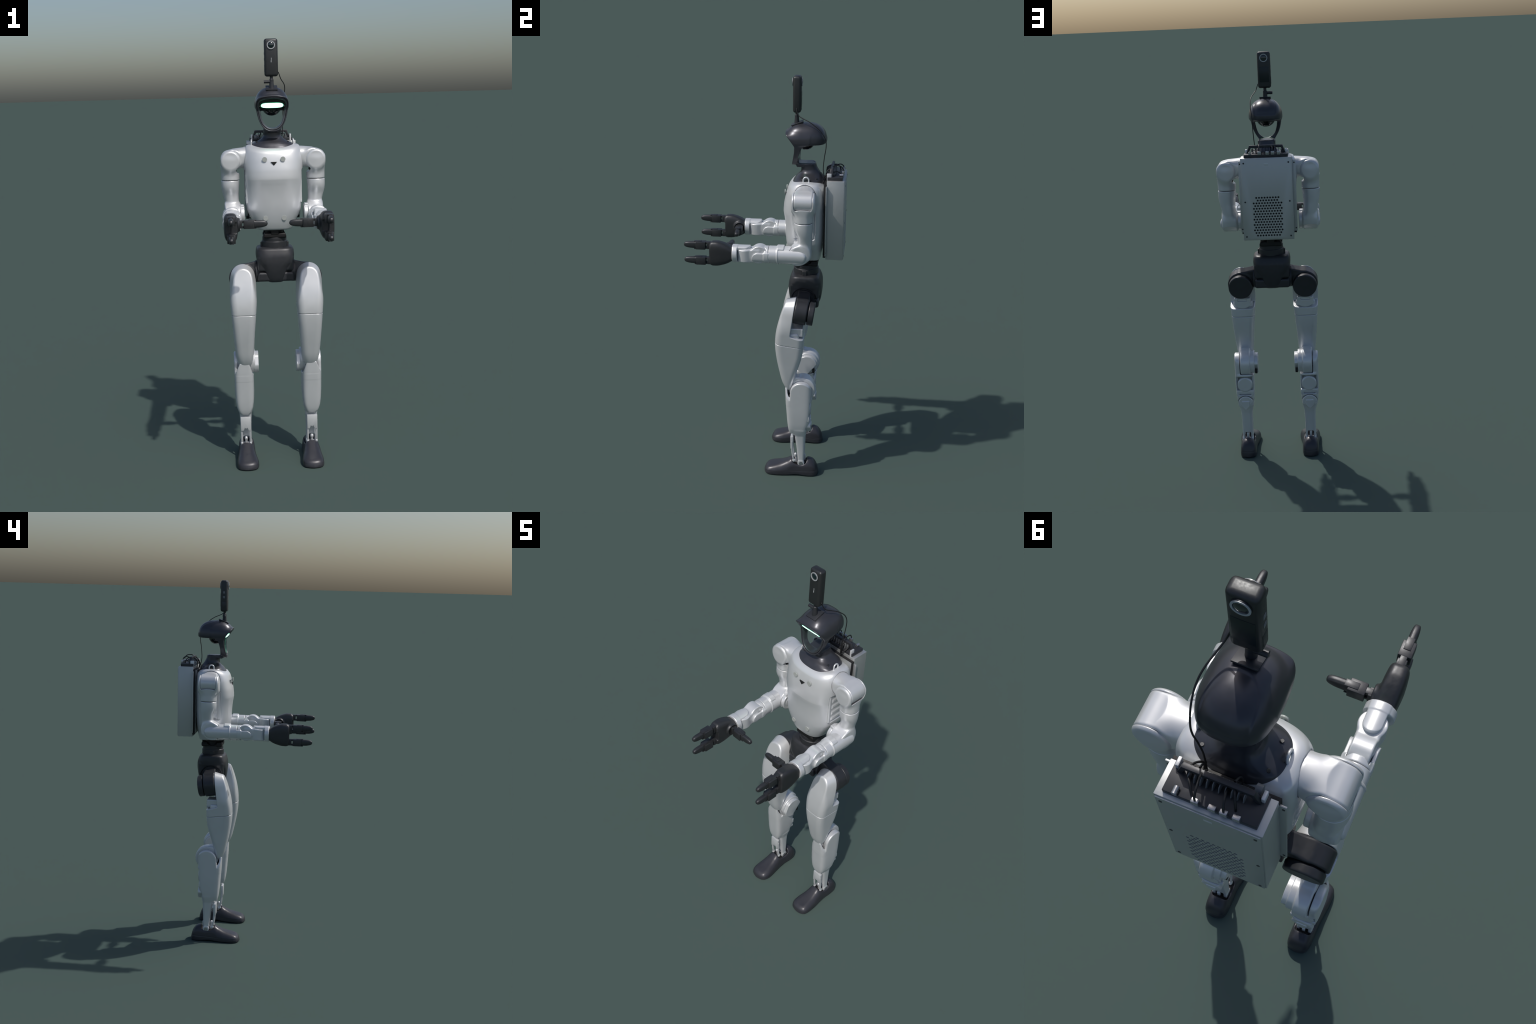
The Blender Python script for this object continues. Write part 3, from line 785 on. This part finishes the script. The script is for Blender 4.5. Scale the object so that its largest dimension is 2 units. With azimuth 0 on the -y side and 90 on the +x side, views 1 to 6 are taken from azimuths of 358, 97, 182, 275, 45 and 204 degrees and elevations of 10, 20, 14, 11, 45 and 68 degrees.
# =================================================================== SHIN
s_out = prof((.215, .187), (.235, .1915), (.270, .2025), (.310, .2070), (.360, .2090), (.45, .2095), (.54, .2095))
s_in = prof((.215, .136), (.235, .1330), (.270, .1220), (.310, .1175), (.360, .1160), (.44, .1170), (.50, .121))
s_front = prof((.215, .1400), (.228, .1330), (.255, .1245), (.300, .1185), (.350, .1145), (.40, .1110), (.45, .1085), (.495, .1075))
s_back = prof((.215, .2060), (.240, .2080), (.26, .2180), (.300, .2305), (.335, .2360), (.42, .2400), (.50, .240))
def shin_loft(P):
    return loft(P, 2, lambda t: (s_out(t) + s_in(t)) / 2, lambda t: (s_out(t) - s_in(t)) / 2,
                lambda t: (s_front(t) + s_back(t)) / 2, lambda t: (s_back(t) - s_front(t)) / 2, 4.6)
def shin_plate_f(P):
    x, y, z = P.T
    d = shin_loft(P)
    d = np.maximum(d, -(d + .0065))
    w_l = .1390 - np.clip(.4910 - z, 0, .2) * .33; w_r = .1830 + np.clip(.4910 - z, 0, .2) * .42
    d = smax(d, np.maximum(z - .4915, np.maximum(w_l - x, x - w_r) * .93), .002)
    return smax(d, np.maximum(.400 - z, y - .135), .002)
def shin_f(P):
    x, y, z = P.T
    body = shin_loft(P)
    lowcut = .225 + np.clip(np.abs(x - .16) - .012, 0, .05) * .45
    # the outer wall rises as a round cheek beside the knee, the rest stops below it
    cheek = smax(capsule(np.stack([0 * x, y, z], 1), (0, .1875, .4780), (0, .1800, .3950), .0535), .1815 - x, .003)
    d = smax(smax(body, (lowcut - z) * .9, .012), smin(z - .4350, cheek, .010), .007)
    d = cut(d, cyl(P, 0, (.190, .4850), .0675, .05, .1805, .003), .004)              # knee cavity
    d = cut(d, box(P, (.150, .1255, .470), (.045, .0120, .045), .008), .004)          # slot behind the shin plate
    d = smin(d, shin_plate_f(P), .0012)                                             # tapering front plate
    # recess for the two calf motors
    d = cut(d, box(P, (.1610, .246, .372), (.0405, .028, .050), .003), .003)
    d = cut(d, cyl(P, 1, (.1610, .2800), .0390, .212, .27, .002), .003)
    # shank down to the ankle
    sh = loft(P, 2, const(.1605), prof((.05, .0265), (.14, .0265), (.22, .0295), (.26, .036)), prof((.05, .1890), (.14, .1865), (.22, .1830), (.26, .183)),
              prof((.05, .0165), (.10, .0180), (.14, .0205), (.22, .0270), (.26, .030)), 4.0)
    sh = smax(sh, np.maximum(z - .26, .056 - z), .008)
    sh = cut(sh, box(P, (.1605, .189, .060), (.0155, .04, .048), .008), .003)          # ankle fork
    sh = smin(sh, cyl(P, 0, (.189, .066), .0175, .1335, .1445, .002), .004)
    sh = smin(sh, cyl(P, 0, (.189, .066), .0175, .1765, .1875, .002), .004)
    return smin(d, sh, .012)
shin = field("shin", shin_f, (.110, .100, .045), (.216, .246, .536), M_WHITE, None, True, .0019)
field("calf_motor", lambda P: smin(cyl(P, 1, (.1605, .3780), .0382, .205, .2325, .003), cyl(P, 1, (.1605, .3780), .0340, .22, .2345, .001), .001),
      (.120, .20, .336), (.201, .238, .420), M_WHITE, shin, True)
field("calf_motor", lambda P: smax(smin(cyl(P, 1, (.1610, .2800), .0362, .205, .2350, .003), box(P, (.161, .232, .268), (.0185, .006, .0225), .002), .002),
                                   (np.abs(P[:, 0] - .161) * .75 - (P[:, 2] - .2400) * .66), .004),
      (.121, .20, .240), (.201, .242, .318), M_WHITE, shin, True)
prism("calf_band", 1, [(.1180, .3470), (.2040, .3470), (.2045, .3180), (.1950, .3140), (.1880, .3290), (.1350, .3290), (.1280, .3140), (.1180, .3180)], .2120, .2300, M_WHITE, shin, True, bev=.003)
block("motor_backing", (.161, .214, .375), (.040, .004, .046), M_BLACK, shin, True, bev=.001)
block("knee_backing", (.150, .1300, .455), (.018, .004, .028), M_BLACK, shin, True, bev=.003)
# front bracket, ankle rods and pins
prism("shin_bracket", 1, [(.1370, .2160), (.1865, .2160), (.1855, .1470), (.1730, .1470), (.1690, .1560), (.1670, .1620), (.1605, .1560), (.1540, .1620), (.1520, .1560), (.1480, .1470), (.1375, .1470)],
      .1345, .1480, M_WHITE, shin, True, bev=.0015)
for x in (.1400, .1825):
    cable("ankle_rod", [(x, .1420, .190), (x, .1430, .160), (x, .1465, .115), (x, .1515, .084)], .0050, M_WHITE, shin, True)
    field("rod_end", lambda P, x=x: ellipsoid(P, (x, .1535, .0790), (.0066, .0090, .0095)), (x - .008, .142, .068), (x + .008, .164, .090), M_WHITE, shin, True, .0015)
field("ankle_ball", lambda P: smin(ellipsoid(P, (.1610, .1600, .1010), (.0075, .0085, .0100)), capsule(P, (.1610, .160, .10), (.1610, .165, .06), .0058), .004),
      (.151, .149, .05), (.171, .173, .113), M_WHITE, shin, True, .0015)
disc("ankle_pin", 0, (.189, .066), .0102, .1870, .1892, M_STEEL, shin, True, bev=.0008, seg=28)
disc("ankle_pin", 0, (.189, .066), .0102, .1318, .1340, M_STEEL, shin, True, bev=.0008, seg=28)
disc("ankle_axle", 0, (.189, .066), .0075, .1345, .1865, M_STEEL, shin, True, bev=.0008, seg=20)
block("achilles_link", (.1605, .2065, .090), (.0055, .0045, .016), M_WHITE, shin, True, bev=.002)

# =================================================================== FOOT
f_hw = spline((-.004, .014), (.004, .031), (.018, .0450), (.045, .0515), (.080, .0500), (.120, .0450), (.160, .0415), (.200, .0415), (.240, .0405), (.262, .0350), (.272, .026), (.279, .012))
f_cx = prof((-.004, .157), (.045, .1560), (.10, .1580), (.16, .1590), (.28, .1580))
f_top = prof((-.004, .020), (.004, .0290), (.018, .0360), (.036, .0420), (.060, .0490), (.086, .0570), (.115, .0700), (.142, .0845), (.165, .0880), (.200, .0860), (.225, .0850), (.243, .0790), (.262, .0590), (.272, .0380), (.280, .015))
def shoe_f(P):
    x, y, z = P.T
    w = np.maximum(f_hw(y), .004); u = (x - f_cx(y)) / w
    hgt = f_top(y) - .016 * np.clip((y - .02) / .1, 0, 1) * np.abs(u) ** 2.5 * np.clip((.26 - y) / .05, 0, 1)
    plan = (np.abs(x - f_cx(y)) - w + .0085 * np.clip((z - .022) / .06, 0, 1)) * .9
    plan = smax(plan, np.maximum(-.0030 - y, y - .2775), .02)
    arch = .006 * np.exp(-((y - .17) / .035) ** 2)
    d = smax(plan, (z - hgt) * .9, .026)
    d = smax(d, arch - z, .005)
    # soft line between upper and sole
    d = d + .0006 * np.exp(-((z - .017 - .012 * np.clip(y / .25, 0, 1)) / .0022) ** 2) * np.clip((y - .0) / .02, 0.4, 1)
    d = cut(d, box(P, (.158, .1800, .100), (.0305, .0365, .048), .012), .004)
    d = cut(d, cyl(P, 0, (.1835, .0910), .0330, .08, .24, .002), .008)
    return d
field("foot", shoe_f, (.098, -.008, -.003), (.214, .284, .094), M_SHOE, None, True)
block("shoe_lining", (.158, .180, .051), (.028, .034, .003), M_BLACK, SIDE[-1], True, bev=.001)

# =================================================================== mirror the right side
twin = {}
for o in list(SIDE):
    c = o.copy()
    c.location = (-o.location.x, o.location.y, o.location.z)
    c.scale = (-1, 1, 1)
    bpy.context.scene.collection.objects.link(c)
    twin[o] = c
for o, c in twin.items():
    set_parent(c, twin.get(o.parent, o.parent))
